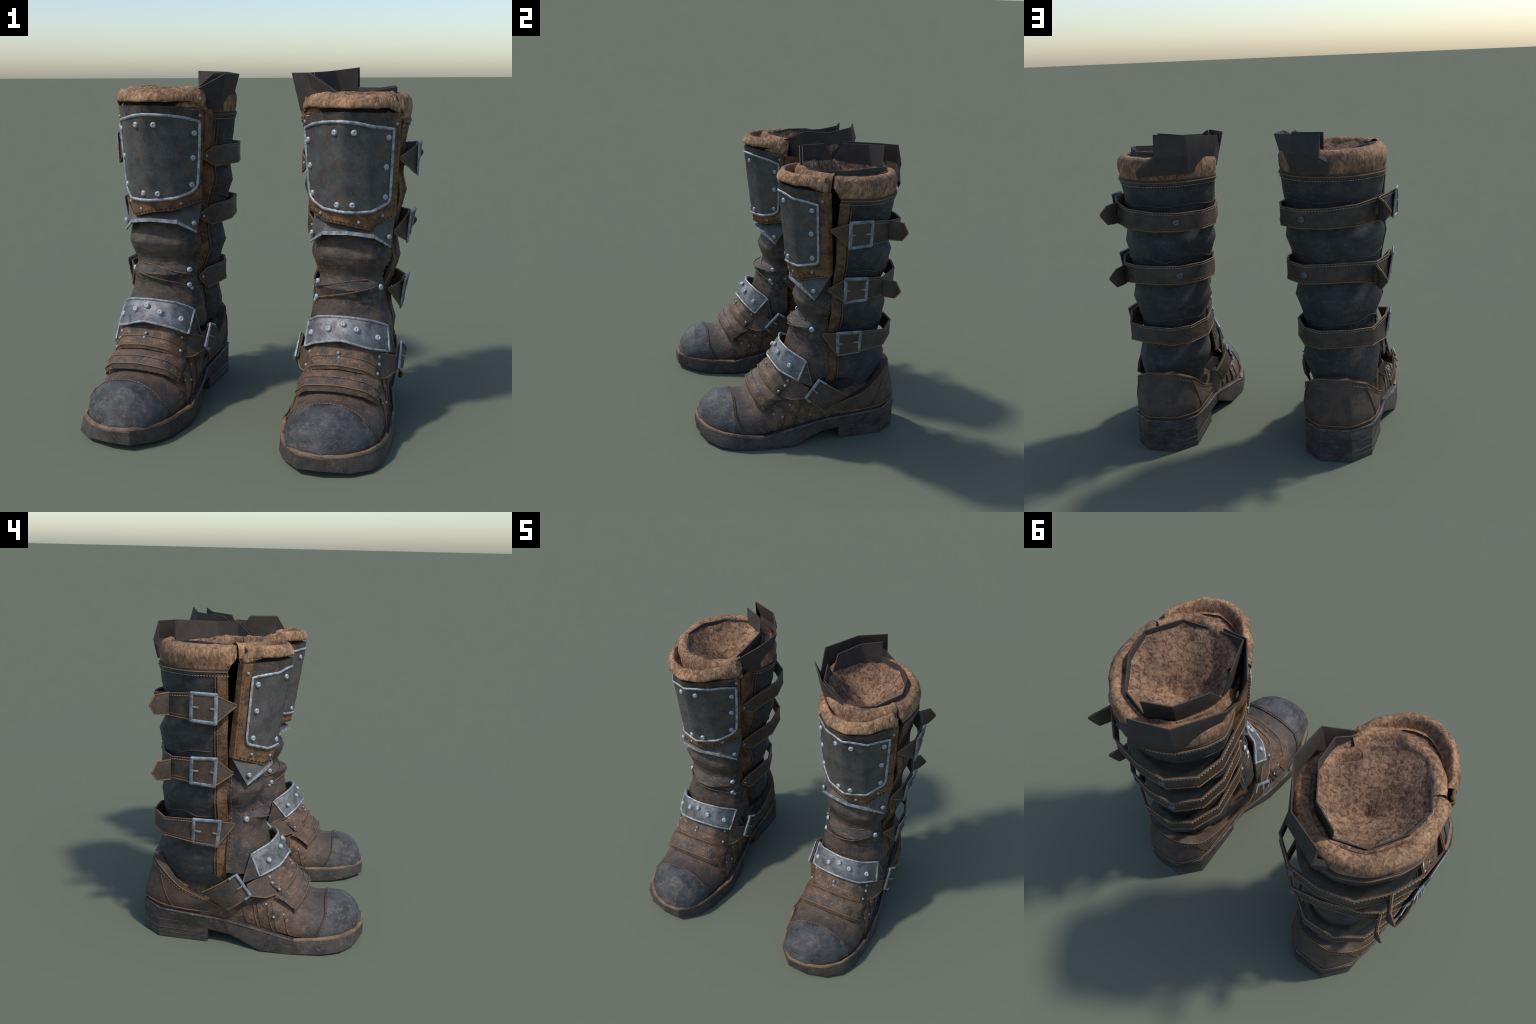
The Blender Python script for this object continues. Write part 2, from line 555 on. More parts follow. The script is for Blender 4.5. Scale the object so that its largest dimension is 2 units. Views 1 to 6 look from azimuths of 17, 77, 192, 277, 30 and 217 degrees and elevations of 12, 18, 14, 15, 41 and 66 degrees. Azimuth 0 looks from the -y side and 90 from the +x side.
# --------------------------------------------------------------------- parts
def build_sole(b):
    rim = [(.453, -.688, .118), (.577, -.69, .108), (.705, -.64, .104), (.798, -.55, .102), (.846, -.42, .096), (.859, -.28, .085),
           (.85, -.045, .14), (.808, .17, .165), (.802, .4, .186), (.765, .575, .19), (.648, .70, .2), (.464, .692, .195),
           (.357, .588, .194), (.343, .4, .186), (.347, .17, .168), (.298, -.045, .145), (.276, -.27, .102), (.316, -.46, .1), (.36, -.588, .108)]
    bot = [(.458, -.692, .036), (.575, -.697, .039), (.72, -.648, .025), (.813, -.57, .018), (.857, -.47, .012), (.868, -.28, 0.0),
           (.865, -.077, .006), (.803, .12, .066), (.79, .262, .085), (.763, .58, .085), (.656, .702, .085), (.461, .702, .085),
           (.359, .594, .085), (.362, .255, .085), (.358, .09, .08), (.3, -.06, .012), (.273, -.275, .004), (.308, -.475, .012), (.36, -.59, .024)]
    n = len(rim)
    rim = [V(p) for p in rim]
    bot = [V(p) for p in bot]
    c = V((.56, 0, 0))
    inner = [p + (V((.56, max(-.45, min(.5, p.y)), 0)) - V((p.x, p.y, 0))).normalized() * .034 + V((0, 0, .004)) for p in rim]
    mid = [r.lerp(q, 0.12) + (r - c).normalized() * .006 for r, q in zip(rim, bot)]
    rows = [inner, rim, mid, bot]
    v = [p for r in rows for p in r]
    f = []
    for j in range(3):
        for i in range(n):
            k = (i + 1) % n
            f.append((j * n + i, j * n + k, (j + 1) * n + k, (j + 1) * n + i))
    f.append(tuple(3 * n + i for i in range(n)))
    f.append(tuple(reversed(range(n))))
    bm = bmesh.new()
    bv = [bm.verts.new(p) for p in v]
    for q in f:
        bm.faces.new([bv[i] for i in q])
    bmesh.ops.recalc_face_normals(bm, faces=bm.faces)
    bmesh.ops.triangulate(bm, faces=[q for q in bm.faces if len(q.verts) > 4])
    bm.verts.index_update()
    v = [x.co.copy() for x in bm.verts]
    f = [tuple(x.index for x in q.verts) for q in bm.faces]
    bm.free()
    sole = b.add("sole", v, f, M['sole'], sharp=35)
    # worn welt running round the toe on the edge of the sole
    path = [rim[i].lerp(inner[i], .28) for i in (16, 17, 18, 0, 1, 2, 3, 4, 5)]
    path = resample(path, 4, True)
    vv, ff = tube([p + V((0, 0, -.001)) for p in path], .013, 6, False, 1.0, V((0, 0, 1)))
    b.add("welt", vv, ff, M['welt'], sole, sharp=60)
    path = resample([rim[i] for i in (5, 6, 7, 8, 9, 10, 11, 12, 13, 14, 15, 16)], 3, False)
    vv, ff = tube(path, .008, 6, False, 1.0, V((0, 0, 1)))
    b.add("welt", vv, ff, M['worn_edge'], sole, sharp=60)
    # heel block
    hi = [(.79, .264, .087), (.763, .58, .087), (.656, .702, .087), (.461, .702, .087), (.359, .594, .087), (.366, .252, .087)]
    lo = [(.79, .266, 0), (.763, .584, 0), (.657, .704, 0), (.461, .706, 0), (.359, .597, 0), (.367, .254, 0)]
    hv = [V(p) for p in hi + lo]
    m = len(hi)
    hf = [(i, (i + 1) % m, m + (i + 1) % m, m + i) for i in range(m)] + [tuple(range(m)), tuple(reversed(range(m, 2 * m)))]
    hv, hf = orient(hv, hf, (.56, .48, .04))
    b.add("heel_block", hv, hf, M['sole'], sole, sharp=30)
    # lifts: thin grooves round the heel, shown as slightly proud layers
    parts = []
    for z, g in ((.032, .003), (.06, .002), (.115, .003), (.145, .002)):
        ring = [V((p[0], p[1], z)) for p in hi[1:5]]
        ring = [V((.788, .27, z))] + ring + [V((.366, .26, z))]
        parts.append(tube(resample(ring, 2, False), .0035, 5, False, 1.0, V((0, 0, 1))))
    v, f = join(parts)
    b.add("heel_lift_line", v, f, M['sole'], sole, stuff=True)
    # tread lugs under the toe
    parts = []
    for (x, y) in ((.45, -.5), (.58, -.52), (.70, -.47), (.79, -.36), (.80, -.22), (.36, -.38), (.34, -.22)):
        q = [V((x + dx * .035, y + dy * .03, z)) for z in (0.0, .03) for dx, dy in ((-1, -1), (1, -1), (1, 1), (-1, 1))]
        parts.append((q, [(3, 2, 1, 0), (4, 5, 6, 7), (0, 1, 5, 4), (1, 2, 6, 5), (2, 3, 7, 6), (3, 0, 4, 7)]))
    v, f = join(parts)
    b.add("tread", v, f, M['sole'], sole, stuff=True)


def foot_patch(b, name, y0, y1, ny, t0, t1, nt, mat, out, t=0.012, parent=None, lump=0.0):
    """Leather piece laid on the foot; t0/t1 may be functions of y."""
    rows = []
    for j in range(ny + 1):
        y = y0 + (y1 - y0) * j / ny
        a = t0(y) if callable(t0) else t0
        c = t1(y) if callable(t1) else t1
        rows.append([foot_at(y, a + (c - a) * i / nt, out) for i in range(nt + 1)])
    return sheet(b, name, rows, mat, t, (.56, (y0 + y1) / 2, .15), lump=lump, parent=parent, sharp=50)


def foot_curve(pts, out, k=6):
    """Curve on the foot through (y, t) pairs."""
    P = resample([V((y, t, 0)) for y, t in pts], k, True)
    return [foot_at(p.x, p.y, out) for p in P]


def build_foot(b):
    ys = sorted(set([s[0] for s in FOOT] + [s[0] + (e[0] - s[0]) * .5 for s, e in zip(FOOT[:-1], FOOT[1:])]))
    nt = 24
    rows = [[foot_at(y, -1 + 2 * i / nt) for i in range(nt + 1)] for y in ys]
    v, f = grid(rows)
    n0 = nt + 1
    f.append(tuple(range(n0)))
    f.append(tuple(range((len(ys) - 1) * n0, len(ys) * n0)))
    v, f = orient(v, f, (.56, 0, .2))
    v = lumps(v, f, .004, 9)
    vamp = b.add("vamp", v, f, M['vamp'], sharp=60)
    # toe cap: seam bows backwards over the crown
    seam = lambda t: -.455 - .02 * abs(t) ** 1.5 + .16 * max(0, abs(t) - .5)
    rows = []
    ny = 16
    for j in range(ny + 1):
        s = j / ny
        row = []
        for i in range(nt + 1):
            t = -1 + 2 * i / nt
            y1 = seam(t)
            row.append(foot_at(-.668 + (y1 + .668) * s, t, .005))
        rows.append(row)
    v, f = grid(rows)
    f.append(tuple(range(nt + 1)))
    v, f = orient(v, f, (.55, -.5, .15))
    v = lumps(v, f, .004, 8, 3)
    v, f = solid(v, f, .01)
    cap = b.add("toe_cap", v, f, M['toe'], sharp=60)
    for dy, mat in ((-.012, 'thread2'),):
        P = [foot_at(seam(t) + dy, t, .0075 if dy < 0 else .003) for t in [(-.92 + 1.84 * i / 60) for i in range(61)]]
        v, f = stitches(P, .019, .012, .0028)
        b.add("stitching", v, f, M[mat], cap, stuff=True)
    v, f = tube([foot_at(seam(t), t, .004) for t in [(-.95 + 1.9 * i / 60) for i in range(61)]], .005, 5, False, .8)
    b.add("seam", v, f, M['vamp'], cap)
    # heel counter: a U of stiff leather round the heel; plan narrows with height
    plans = [(.18, [(.775, .16), (.78, .4), (.748, .56), (.642, .68), (.468, .676), (.372, .57), (.362, .4), (.37, .16)]),
             (.25, [(.79, .16), (.797, .4), (.764, .57), (.65, .702), (.46, .698), (.354, .578), (.345, .4), (.355, .16)]),
             (.35, [(.785, .16), (.792, .42), (.752, .565), (.64, .68), (.462, .676), (.357, .57), (.35, .42), (.358, .16)]),
             (.51, [(.77, .2), (.776, .42), (.732, .555), (.628, .638), (.47, .636), (.372, .56), (.362, .42), (.37, .2)])]
    ztop = [.225, .345, .45, .503, .503, .45, .345, .225]

    def counter_at(w, v, o=0.0):
        zt = .19 + v * (lerp_list([V((z, 0, 0)) for z in ztop], w).x - .19)
        for (za, A), (zb, B) in zip(plans[:-1], plans[1:]):
            if zt <= zb or zb == plans[-1][0]:
                f = min(1, max(0, (zt - za) / (zb - za)))
                a = lerp_list([V((x, y, 0)) for x, y in A], w).lerp(catmull([V((x, y, 0)) for x, y in A], w), .5)
                c = lerp_list([V((x, y, 0)) for x, y in B], w).lerp(catmull([V((x, y, 0)) for x, y in B], w), .5)
                p = a.lerp(c, f)
                d = (p - V((.562, min(p.y, .45), 0))).normalized()
                return V((p.x, p.y, zt)) + d * o
    ws = [7 * i / 56 for i in range(57)]
    rows = [[counter_at(w, v) for w in ws] for v in [j / 8 for j in range(9)]]
    # turned-in lip meeting the shaft
    rows.append([counter_at(w, 1.01, -.014) for w in ws])
    rows.append([counter_at(w, 1.0, -.05) for w in ws])
    co = sheet(b, "heel_counter", rows, M['counter'], .012, (.56, .4, .3), lump=.004, sharp=60)
    for v_, kind in ((.99, 'tube'), (.9, 'stitch'), (.12, 'tube')):
        P = [counter_at(w, v_, .004) for w in ws]
        v, f = tube(P, .004, 5, False, .8) if kind == 'tube' else stitches(P, .022, .012, .0025)
        b.add("seam" if kind == 'tube' else "stitching", v, f, M['piping'], co, stuff=(kind != 'tube'))
    for wl in ((1.5, 2.2), (5.5, 4.8)):
        P = [counter_at(wl[0] + (wl[1] - wl[0]) * i / 12, .12 + .86 * i / 12, .003) for i in range(13)]
        v, f = tube(P, .004, 5, False, .8)
        b.add("seam", v, f, M['counter'], co)
    # stitched side panels with tan seams
    for sgn in (-1, 1):
        for (y, lean, w) in ((-.02, .05, .075), (-.115, .05, .07), (-.215, .045, .075)):
            def edge(t, y=y, lean=lean):
                return y + lean * (1 - (t - .55) / .42)
            rows = []
            for j in range(9):
                t = .56 + .40 * j / 8
                rows.append([foot_at(edge(t) + w * (i / 4 - .5), sgn * t, .005) for i in range(5)])
            sheet(b, "side_panel", rows, M['vamp'], .008, (.56, y, .15), sharp=60, parent=vamp)
            P = [foot_at(edge(t) - w * .5, sgn * t, .007) for t in [.57 + .38 * i / 12 for i in range(13)]]
            v, f = tube(P, .004, 5, False, .5)
            b.add("seam", v, f, M['edge'], vamp)
        for y, t, s in ((-.10, .62, .42), (-.15, .72, .42), (-.21, .62, .4)):
            p = foot_at(y, sgn * t, .006)
            q = foot_at(y, sgn * (t - .05), .006)
            n = (p - q).cross(V((0, 1, 0))).normalized()
            if n.x * sgn < 0:
                n = -n
            b.stamp("stud", b.rivet, p, n, s, vamp)


def build_instep(b):
    # overlapping leather bands across the vamp: free lower edge, tucked upper edge
    def arch_row(y, z, w, dy, dz):
        """One row across the instep: centre at (y, z), half width w, sides swept back dy and down dz."""
        return [V((.572 + w * t, y + dy * e, z - dz * e)) for t, e in ((-1, 1), (-.7, .26), (0, 0), (.66, .22), (.93, .72), (1, 1))]
    b2 = [arch_row(-.352, .325, .228, .075, .085), arch_row(-.349, .36, .23, .075, .09), arch_row(-.285, .408, .228, .075, .09), arch_row(-.225, .425, .22, .075, .09)]
    b1 = [arch_row(-.270, .422, .2, .075, .085), arch_row(-.268, .443, .202, .075, .085), arch_row(-.2, .503, .206, .085, .085), arch_row(-.135, .572, .21, .09, .08)]
    for rows, k in ((b2, 0), (b1, 1)):
        ob = sheet(b, "instep_band", rows, M['vamp'], .014, (.57, 0, .2), ku=4, kv=3, su=True, sv=False, lump=.004, sharp=50)
        R = refine(rows, 6, 8, True, False)
        v, f = tube([p + V((0, -.001, .001)) for p in R[8]], .0045, 5, False, .9)
        b.add("seam", v, f, M['piping'], ob)
        for line in {0: (13,), 1: (13,)}[k]:
            v, f = stitches([p + V((0, -.003, .004)) for p in R[line]], .016, .011, .0026)
            b.add("stitching", v, f, M['piping'], ob, stuff=True)
        if k == 1:
            for p in ((.566, -.219, .496), (.571, -.233, .474)):
                b.stamp("stud", b.stud, V(p), V((0, -.8, .6)), .55, ob)
            for i, (u, w) in enumerate(((.35, 2.2), (.15, 1.4), (4.3, 2.3), (4.7, 1.9), (4.8, 1.3))):
                r0 = lerp_list([lerp_list([V(q) for q in r], u) for r in rows], w)
                b.stamp("stud", b.stud, r0 + V((0, -.002, .002)), V(((r0.x - .57) * 2.2, -.6, .6)), .6, ob)
    # broad straps running from the instep bands to the ankle buckles
    hi = [(.715, -.15, .475), (.80, -.06, .463), (.846, .015, .425)]
    lo = [(.757, -.188, .352), (.822, -.1, .342), (.86, -.008, .362)]
    for sx in (1, -1):
        rows = [[V(p) if sx > 0 else V((1.146 - p[0], p[1], p[2])) for p in r] for r in (lo, hi)]
        st = sheet(b, "ankle_strap", rows, M['counter'], .014, (.57, 0, .4), ku=3, kv=3, lump=.003)
        v, f = join([tube(r, .004, 5) for r in rows])
        b.add("strap_edge", v, f, M['piping'], st)
    # steel plate over the instep
    hi = [(.351, -.006, .593), (.425, -.095, .651), (.578, -.137, .672), (.715, -.105, .655), (.795, .0, .603)]
    lo = [(.352, -.105, .474), (.425, -.168, .522), (.578, -.215, .562), (.725, -.165, .515), (.816, -.056, .474)]
    md = [tuple(V(a).lerp(V(c), .5) + V((0, -.005, .003))) for a, c in zip(hi, lo)]
    rows = [lo, md, hi]
    plate = sheet(b, "instep_plate", rows, M['steel'], .012, (.57, .1, .45), ku=4, kv=3, su=True, sv=True, sharp=50)
    for tri in ([hi[4], (.841, .04, .438), lo[4]], [hi[0], (.321, .031, .401), lo[0]]):
        v = [V(p) for p in tri]
        v, f = orient(v, [(0, 1, 2)], (.57, 0, .45))
        v, f = solid(v, f, .01)
        b.add("plate_wing", v, f, M['gaiter'], plate)
        vv, ff = tube([tri[0], tri[1], tri[2]], .0045, 5)
        b.add("plate_rim", vv, ff, M['steel'], plate)
    loop = resample([V(p) for p in hi], 5) + [V(p) for p in resample([V(p) for p in lo], 5)[::-1]]
    v, f = tube([p + V((0, -.002, .002)) for p in loop], .0065, 6, True)
    b.add("plate_rim", v, f, M['trim'], plate)
    for p in ((.586, -.170, .652), (.500, -.172, .612), (.391, -.108, .556), (.652, -.166, .613), (.749, -.106, .562)):
        q = min((c for r in refine(rows, 8, 8, True, True) for c in r), key=lambda c: (c - V(p)).length)
        d = V(((q.x - .57) * 2.6, -.75, .5)).normalized()
        b.stamp("rivet", b.rivet, q + d * .004, d, .95, plate)
    # ankle buckles: leather tab with a steel frame on its leading edge
    for quad, sx in (([(.856, .078, .494), (.859, -.011, .368), (.857, .133, .257), (.859, .29, .36)], 1),
                     ([(.290, .071, .492), (.284, -.032, .382), (.312, .105, .249), (.307, .262, .373)], -1)):
        q = [V(p) for p in quad]
        rows = [[q[0].lerp(q[3], i / 6) + V((sx * .02 * math.sin(math.pi * i / 6), 0, 0)) for i in range(7)],
                [q[1].lerp(q[2], i / 6) + V((sx * .02 * math.sin(math.pi * i / 6), 0, 0)) for i in range(7)]]
        tab = sheet(b, "ankle_tab", rows, M['strap'], .012, (.57, .1, .4), kv=3)
        v, f = tube(rows[0], .0045, 5)
        v2, f2 = tube(rows[1], .0045, 5)
        v, f = join([(v, f), (v2, f2)])
        b.add("strap_edge", v, f, M['piping'], tab)
        o = V((sx * .008, 0, 0))
        c0, c1, d0, d1 = q[0], q[1], q[0].lerp(q[3], .2), q[1].lerp(q[2], .2)
        fr = [c0 + o, c1 + o, d1 + o * 3, d0 + o * 3]
        v, f = tube([fr[3], fr[0], fr[1], fr[2]], .0105, 6, False, .6)
        b.add("buckle", v, f, M['buckle'], tab)
        m = c0.lerp(c1, .5)
        v, f = tube([m + o, m.lerp(d0.lerp(d1, .5), .9) + o * 4], .006, 6)
        b.add("buckle_prong", v, f, M['steel'], tab)
    # dark strap ends tucked behind the ankle
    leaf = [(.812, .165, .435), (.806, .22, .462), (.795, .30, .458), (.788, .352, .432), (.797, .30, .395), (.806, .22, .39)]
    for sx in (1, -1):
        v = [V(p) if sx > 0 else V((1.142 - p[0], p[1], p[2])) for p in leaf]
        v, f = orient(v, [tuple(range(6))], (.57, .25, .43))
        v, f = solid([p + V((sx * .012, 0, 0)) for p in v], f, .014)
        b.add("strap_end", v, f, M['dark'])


def build_shaft(b):
    rows = [[shaft_point(k, lv) for k in range(len(PLAN))] for lv in LEVELS]
    shaft = sheet(b, "shaft", rows, M['shaft'], .012, ku=4, kv=3, su=True, sv=False, lump=.003, lscale=7, sharp=50)
    # tan facings along both open edges, with saddle stitching
    last = len(PLAN) - 1
    for k0, sg in ((0.0, 1), (last, -1)):
        zs = [.42 + (1.70 - .42) * j / 40 for j in range(41)]
        rows = [[shaft_at(k0 + sg * .16 * i, z, .006) for i in range(5)] for z in zs]
        fac = sheet(b, "shaft_facing", rows, M['edge'], .01, sharp=60, lump=.003, parent=shaft)
        for kk, mat in ((.6, 'thread'), (.74, 'piping'), (.05, 'thread')):
            P = [shaft_at(k0 + sg * kk, z, .008) for z in zs]
            if mat == 'piping':
                v, f = tube(P, .004, 5)
                b.add("seam", v, f, M['edge'], fac)
            else:
                v, f = stitches(P, .024, .014, .0028)
                b.add("stitching", v, f, M['piping'], fac, stuff=True)
    # strip and stitching below the cuff
    ks = [i * .25 for i in range(last * 4 + 1)]
    rows = [[shaft_at(k, z, .006) for k in ks] for z in (1.69, 1.705, 1.722)]
    st = sheet(b, "cuff_strip", rows, M['strap'], .008, parent=shaft)
    v, f = stitches([shaft_at(k, 1.683, .006) for k in ks], .017, .010, .0024)
    b.add("stitching", v, f, M['thread'], shaft, stuff=True)
    v, f = tube([shaft_at(k, 1.707, .009) for k in ks], .0042, 5)
    b.add("seam", v, f, M['piping'], shaft)
    # ruck seams just above each strap
    for z in (1.565, 1.235, .835):
        v, f = tube([shaft_at(k, z - .012 * math.sin(k * 1.3) ** 2, .001) for k in ks[4:-4]], .0035, 5)
        b.add("seam", v, f, M['strap'], shaft)
    # gusset joining the facing to the back of the shin guard
    rows = []
    for j in range(13):
        z = 1.24 + .50 * j / 12
        full = min(1, max(0, (z - 1.42) / .12))            # stands out beside the upper guard, sinks in lower down
        e = shaft_at(last, min(z, 1.71)).lerp(shaft_at(last - .55, min(z, 1.71), .006), full)
        g = guard_at(0, (z - 1.222) / .53) + V((.018, .02, 0)).lerp(V((-.004, .012, 0)), full)
        rows.append([V((e.x, e.y, z)), V((e.x, e.y, z)).lerp(V((g.x, g.y, z)), .5) + V((-.012 * full, -.006, 0)), V((g.x, g.y, z))])
    sheet(b, "gusset", rows, M['edge'], .01, parent=shaft)
    # dark tube added for the shade in the hollow between shaft and gaiter
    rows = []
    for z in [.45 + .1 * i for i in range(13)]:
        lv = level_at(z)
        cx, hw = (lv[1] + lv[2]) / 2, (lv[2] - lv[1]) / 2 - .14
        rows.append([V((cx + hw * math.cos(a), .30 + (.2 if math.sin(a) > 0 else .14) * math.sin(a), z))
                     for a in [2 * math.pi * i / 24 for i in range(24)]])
    sheet(b, "hollow_shade", rows, M['dark'], 0, closed=True)


def build_gaiter(b):
    # z, front y, inner x, outer x : pinched and bulging wrap of soft leather
    lv = [(1.26, .015, .415, .73), (1.13, .005, .40, .75), (1.04, -.02, .38, .775), (.985, -.052, .362, .786), (.945, -.04, .365, .778),
          (.87, -.005, .392, .742), (.845, -.008, .392, .737), (.808, -.082, .375, .748), (.756, -.06, .372, .758), (.69, -.068, .36, .77),
          (.60, -.095, .345, .8), (.48, -.12, .33, .815)]
    plan = [(1.0, .14), (1.0, .07), (.88, .42), (.62, .75), (.3, .95), (0, 1.0), (-.3, .95), (-.62, .75), (-.88, .42), (-1.0, .07), (-1.0, .14)]
    rows = []
    for z, fy, xi, xo in lv:
        cx, a = (xi + xo) / 2, (xo - xi) / 2
        r = []
        for i, (t, s) in enumerate(plan):
            if i in (0, len(plan) - 1):
                r.append(V((cx + a * t * .98, .15, z)))
            elif i in (1, len(plan) - 2):
                r.append(V((cx + a * t, .075, z)))
            else:
                r.append(V((cx + a * t, .075 + (fy - .075) * s, z)))
        rows.append(r)
    ga = sheet(b, "gaiter", rows, M['gaiter'], .012, ku=4, kv=3, su=True, sv=False, lump=.008, lscale=8, sharp=50)
    R = refine(rows, 4, 3, True, False)

    def at(u, v, o=.004):
        p = lerp_list([lerp_list(r, u * (len(R[0]) - 1)) for r in R], v * (len(R) - 1))
        d = V((p.x - .57, p.y - .12, 0)).normalized()
        return p + d * o, d
    # diagonal wrap seams and edge stitching
    for (u0, v0, u1, v1) in ((.12, .60, .9, .80), (.3, .52, .88, .68)):
        P = [at(u0 + (u1 - u0) * i / 30, v0 + (v1 - v0) * i / 30 - .02 * math.sin(i / 30 * math.pi), .005)[0] for i in range(31)]
        v, f = tube(P, .0048, 5, False, .8)
        b.add("seam", v, f, M['vamp'], ga)
    for u in (.03, .97):
        P = [at(u, .05 + .9 * i / 40, .005)[0] for i in range(41)]
        v, f = stitches(P, .028, .014, .003)
        b.add("stitching", v, f, M['piping'], ga, stuff=True)
    flat = [p for r in R for p in r]
    for p, k in (((.738, .045, .806), 1.0), ((.407, .036, .808), .95), ((.398, .018, .744), .9), ((.385, .03, .70), .6)):
        q = min(flat, key=lambda c: (c - V(p)).length)
        d = V((q.x - .57, q.y - .14, 0)).normalized()
        b.stamp("rivet", b.rivet, q + d * .004, d, k, ga)


def build_guard(b):
    nu, nv = 16, 14
    rows = [[guard_at(4 * i / nu, j / nv) for i in range(nu + 1)] for j in range(nv + 1)]
    # soften the five-station fold a little
    lea = sheet(b, "shin_guard", rows, M['edge'], .014, lump=.003, sharp=50)
    # plate outline, in (u, v) of the guard
    hi_uv = [(.15, .855), (.55, .895), (1.1, .915), (1.6, .918), (2.0, .918), (2.5, .91), (3.0, .89), (3.4, .875), (3.72, .855)]
    lo_uv = [(.15, .155), (.5, .13), (1.0, .122), (1.5, .118), (2.0, .118), (2.5, .14), (3.0, .17), (3.4, .175), (3.7, .17)]
    rows = []
    for j in range(13):
        f = j / 12
        rows.append([guard_at(a[0] + (c[0] - a[0]) * f, a[1] + (c[1] - a[1]) * f, .008) for a, c in zip(lo_uv, hi_uv)])
    plate = sheet(b, "shin_plate", rows, M['plate'], .008, ku=2, kv=1, su=False, lump=.0035, lscale=12, sharp=50, parent=lea)
    # dark leather top panel above the plate
    rows = [[guard_at(u, v0 + (v1 - v0) * j / 4, .004) for u, v0, v1 in [(a[0], a[1] - .01, 1.0) for a in hi_uv]] for j in range(5)]
    sheet(b, "guard_panel", rows, M['gaiter'], .006, ku=2, parent=lea)
    # dark sheet added to stand for the shade in the slit under the collar
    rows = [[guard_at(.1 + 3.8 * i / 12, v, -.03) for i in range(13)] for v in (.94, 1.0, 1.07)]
    sheet(b, "guard_lining_and_shade", rows, M['dark'], .006, parent=lea)
    # bright raised trim
    ring = resample([V((u, v, 0)) for u, v in hi_uv], 3, False)
    ring += resample([V((3.72, .82, 0)), V((3.7, .5, 0)), V((3.68, .22, 0)), V((3.6, .178, 0))], 5)
    ring += resample([V((u, v, 0)) for u, v in lo_uv[-2:0:-1]], 3, False)
    ring += resample([V((.4, .135, 0)), V((.18, .2, 0)), V((.14, .5, 0)), V((.14, .82, 0))], 5)
    P = [guard_at(p.x, p.y, .010) for p in ring]
    v, f = tube(P, .0085, 6, True, .75)
    b.add("plate_trim", v, f, M['trim'], plate, sharp=60)
    for x, z in ((.514, 1.664), (.609, 1.664), (.762, 1.634), (.752, 1.478), (.749, 1.315), (.599, 1.281), (.523, 1.279),
                 (.341, 1.613), (.353, 1.475), (.366, 1.323)):
        u, w = guard_from_xz(x, z)
        p = guard_at(u, w, .0085)
        d = guard_at(u, w, .05) - guard_at(u, w)
        b.stamp("rivet", b.rivet, p, d, .93, plate)
    # small studs and edge stitching in the tan border
    for u, w in ((3.85, .9), (.12, .92), (.75, .05), (2.55, .055), (3.45, .08)):
        p = guard_at(u, w, .003)
        b.stamp("stud", b.stud, p, guard_at(u, w, .05) - guard_at(u, w), .6, lea)
    for u in (3.93, .07):
        P = [guard_at(u, .06 + .9 * i / 30, .004) for i in range(31)]
        v, f = stitches(P, .03, .014, .003)
        b.add("stitching", v, f, M['piping'], lea, stuff=True)
    v, f = stitches([guard_at(.1 + 3.8 * i / 40, .022, .004) for i in range(41)], .026, .013, .003)
    b.add("stitching", v, f, M['dark'], lea, stuff=True)
    # fleece edge of the guard, seen from the side
    for u in (0.0, 4.0):
        rows = [[guard_at(u, v) + V((-.008 * i, .0115 * i, 0) if u else (.012 * i, .018 * i, 0)) for i in range(4)] for v in [j / 10 for j in range(11)]]
        sheet(b, "guard_lining_and_shade", rows, M['edge'], .01, parent=lea)
    # winged steel plate peeping out below the guard
    up = [(.345, .125, 1.2), (.44, .05, 1.22), (.577, .015, 1.225), (.70, .045, 1.22), (.798, .125, 1.2)]
    lo = [(.343, .034, 1.045), (.43, -.05, 1.108), (.577, -.09, 1.122), (.713, -.052, 1.103), (.795, .032, 1.038)]
    kp = sheet(b, "knee_plate", [lo, up], M['plate'], .009, (.57, .2, 1.15), ku=1, kv=3, sharp=25)
    lip = [V(p) for p in lo]
    rows = [[p + V((0, -.003, z * (1.0 if 0 < i < 4 else .5))) for i, p in enumerate(lip)] for z in (-.004, .016)]
    sheet(b, "plate_rim", rows, M['trim'], .008, (.57, .2, 1.15), parent=kp, sharp=25)
    for p, d in (((.783, .022, 1.098), (.8, -.6, 0)), ((.355, .022, 1.10), (-.8, -.6, 0))):
        b.stamp("rivet", b.rivet, V(p), V(d), .8, kp)


def build_strap(b, tip, path, ftip, mat):
    """Belt: pointed tip, run round the calf as (x, y, z_high, z_low), pointed end."""
    pts = [V((x, y, (h + l) / 2)) for x, y, h, l in path]
    half = [(h - l) / 2 for x, y, h, l in path]
    tip, ftip = V(tip), V(ftip)
    hi = [tip + V((0, 0, .004))] + [p + V((0, 0, w)) for p, w in zip(pts, half)] + [ftip + V((0, 0, .004))]
    lo = [tip - V((0, 0, .004))] + [p - V((0, 0, w)) for p, w in zip(pts, half)] + [ftip - V((0, 0, .004))]
    rows = [[a.lerp(c, j / 4) for a, c in zip(lo, hi)] for j in range(5)]
    st = sheet(b, "strap", rows, mat, .009, ku=2, su=False, sharp=40)
    for line in (lo, hi):
        v, f = tube([p for p in resample(line, 2, False)], .0036, 5)
        b.add("strap_edge", v, f, M['piping'], st)
    for fr in (.12, .9):
        P = []
        for p in resample([a.lerp(c, fr) for a, c in zip(lo, hi)], 2, False)[3:-3]:
            d = V((p.x - AXIS.x, p.y - AXIS.y, 0)).normalized()
            P.append(p + d * .002)
        v, f = stitches(P, .018, .010, .0019)
        b.add("stitching", v, f, M['thread' if fr > .5 else 'piping'], st, stuff=True)
    return st


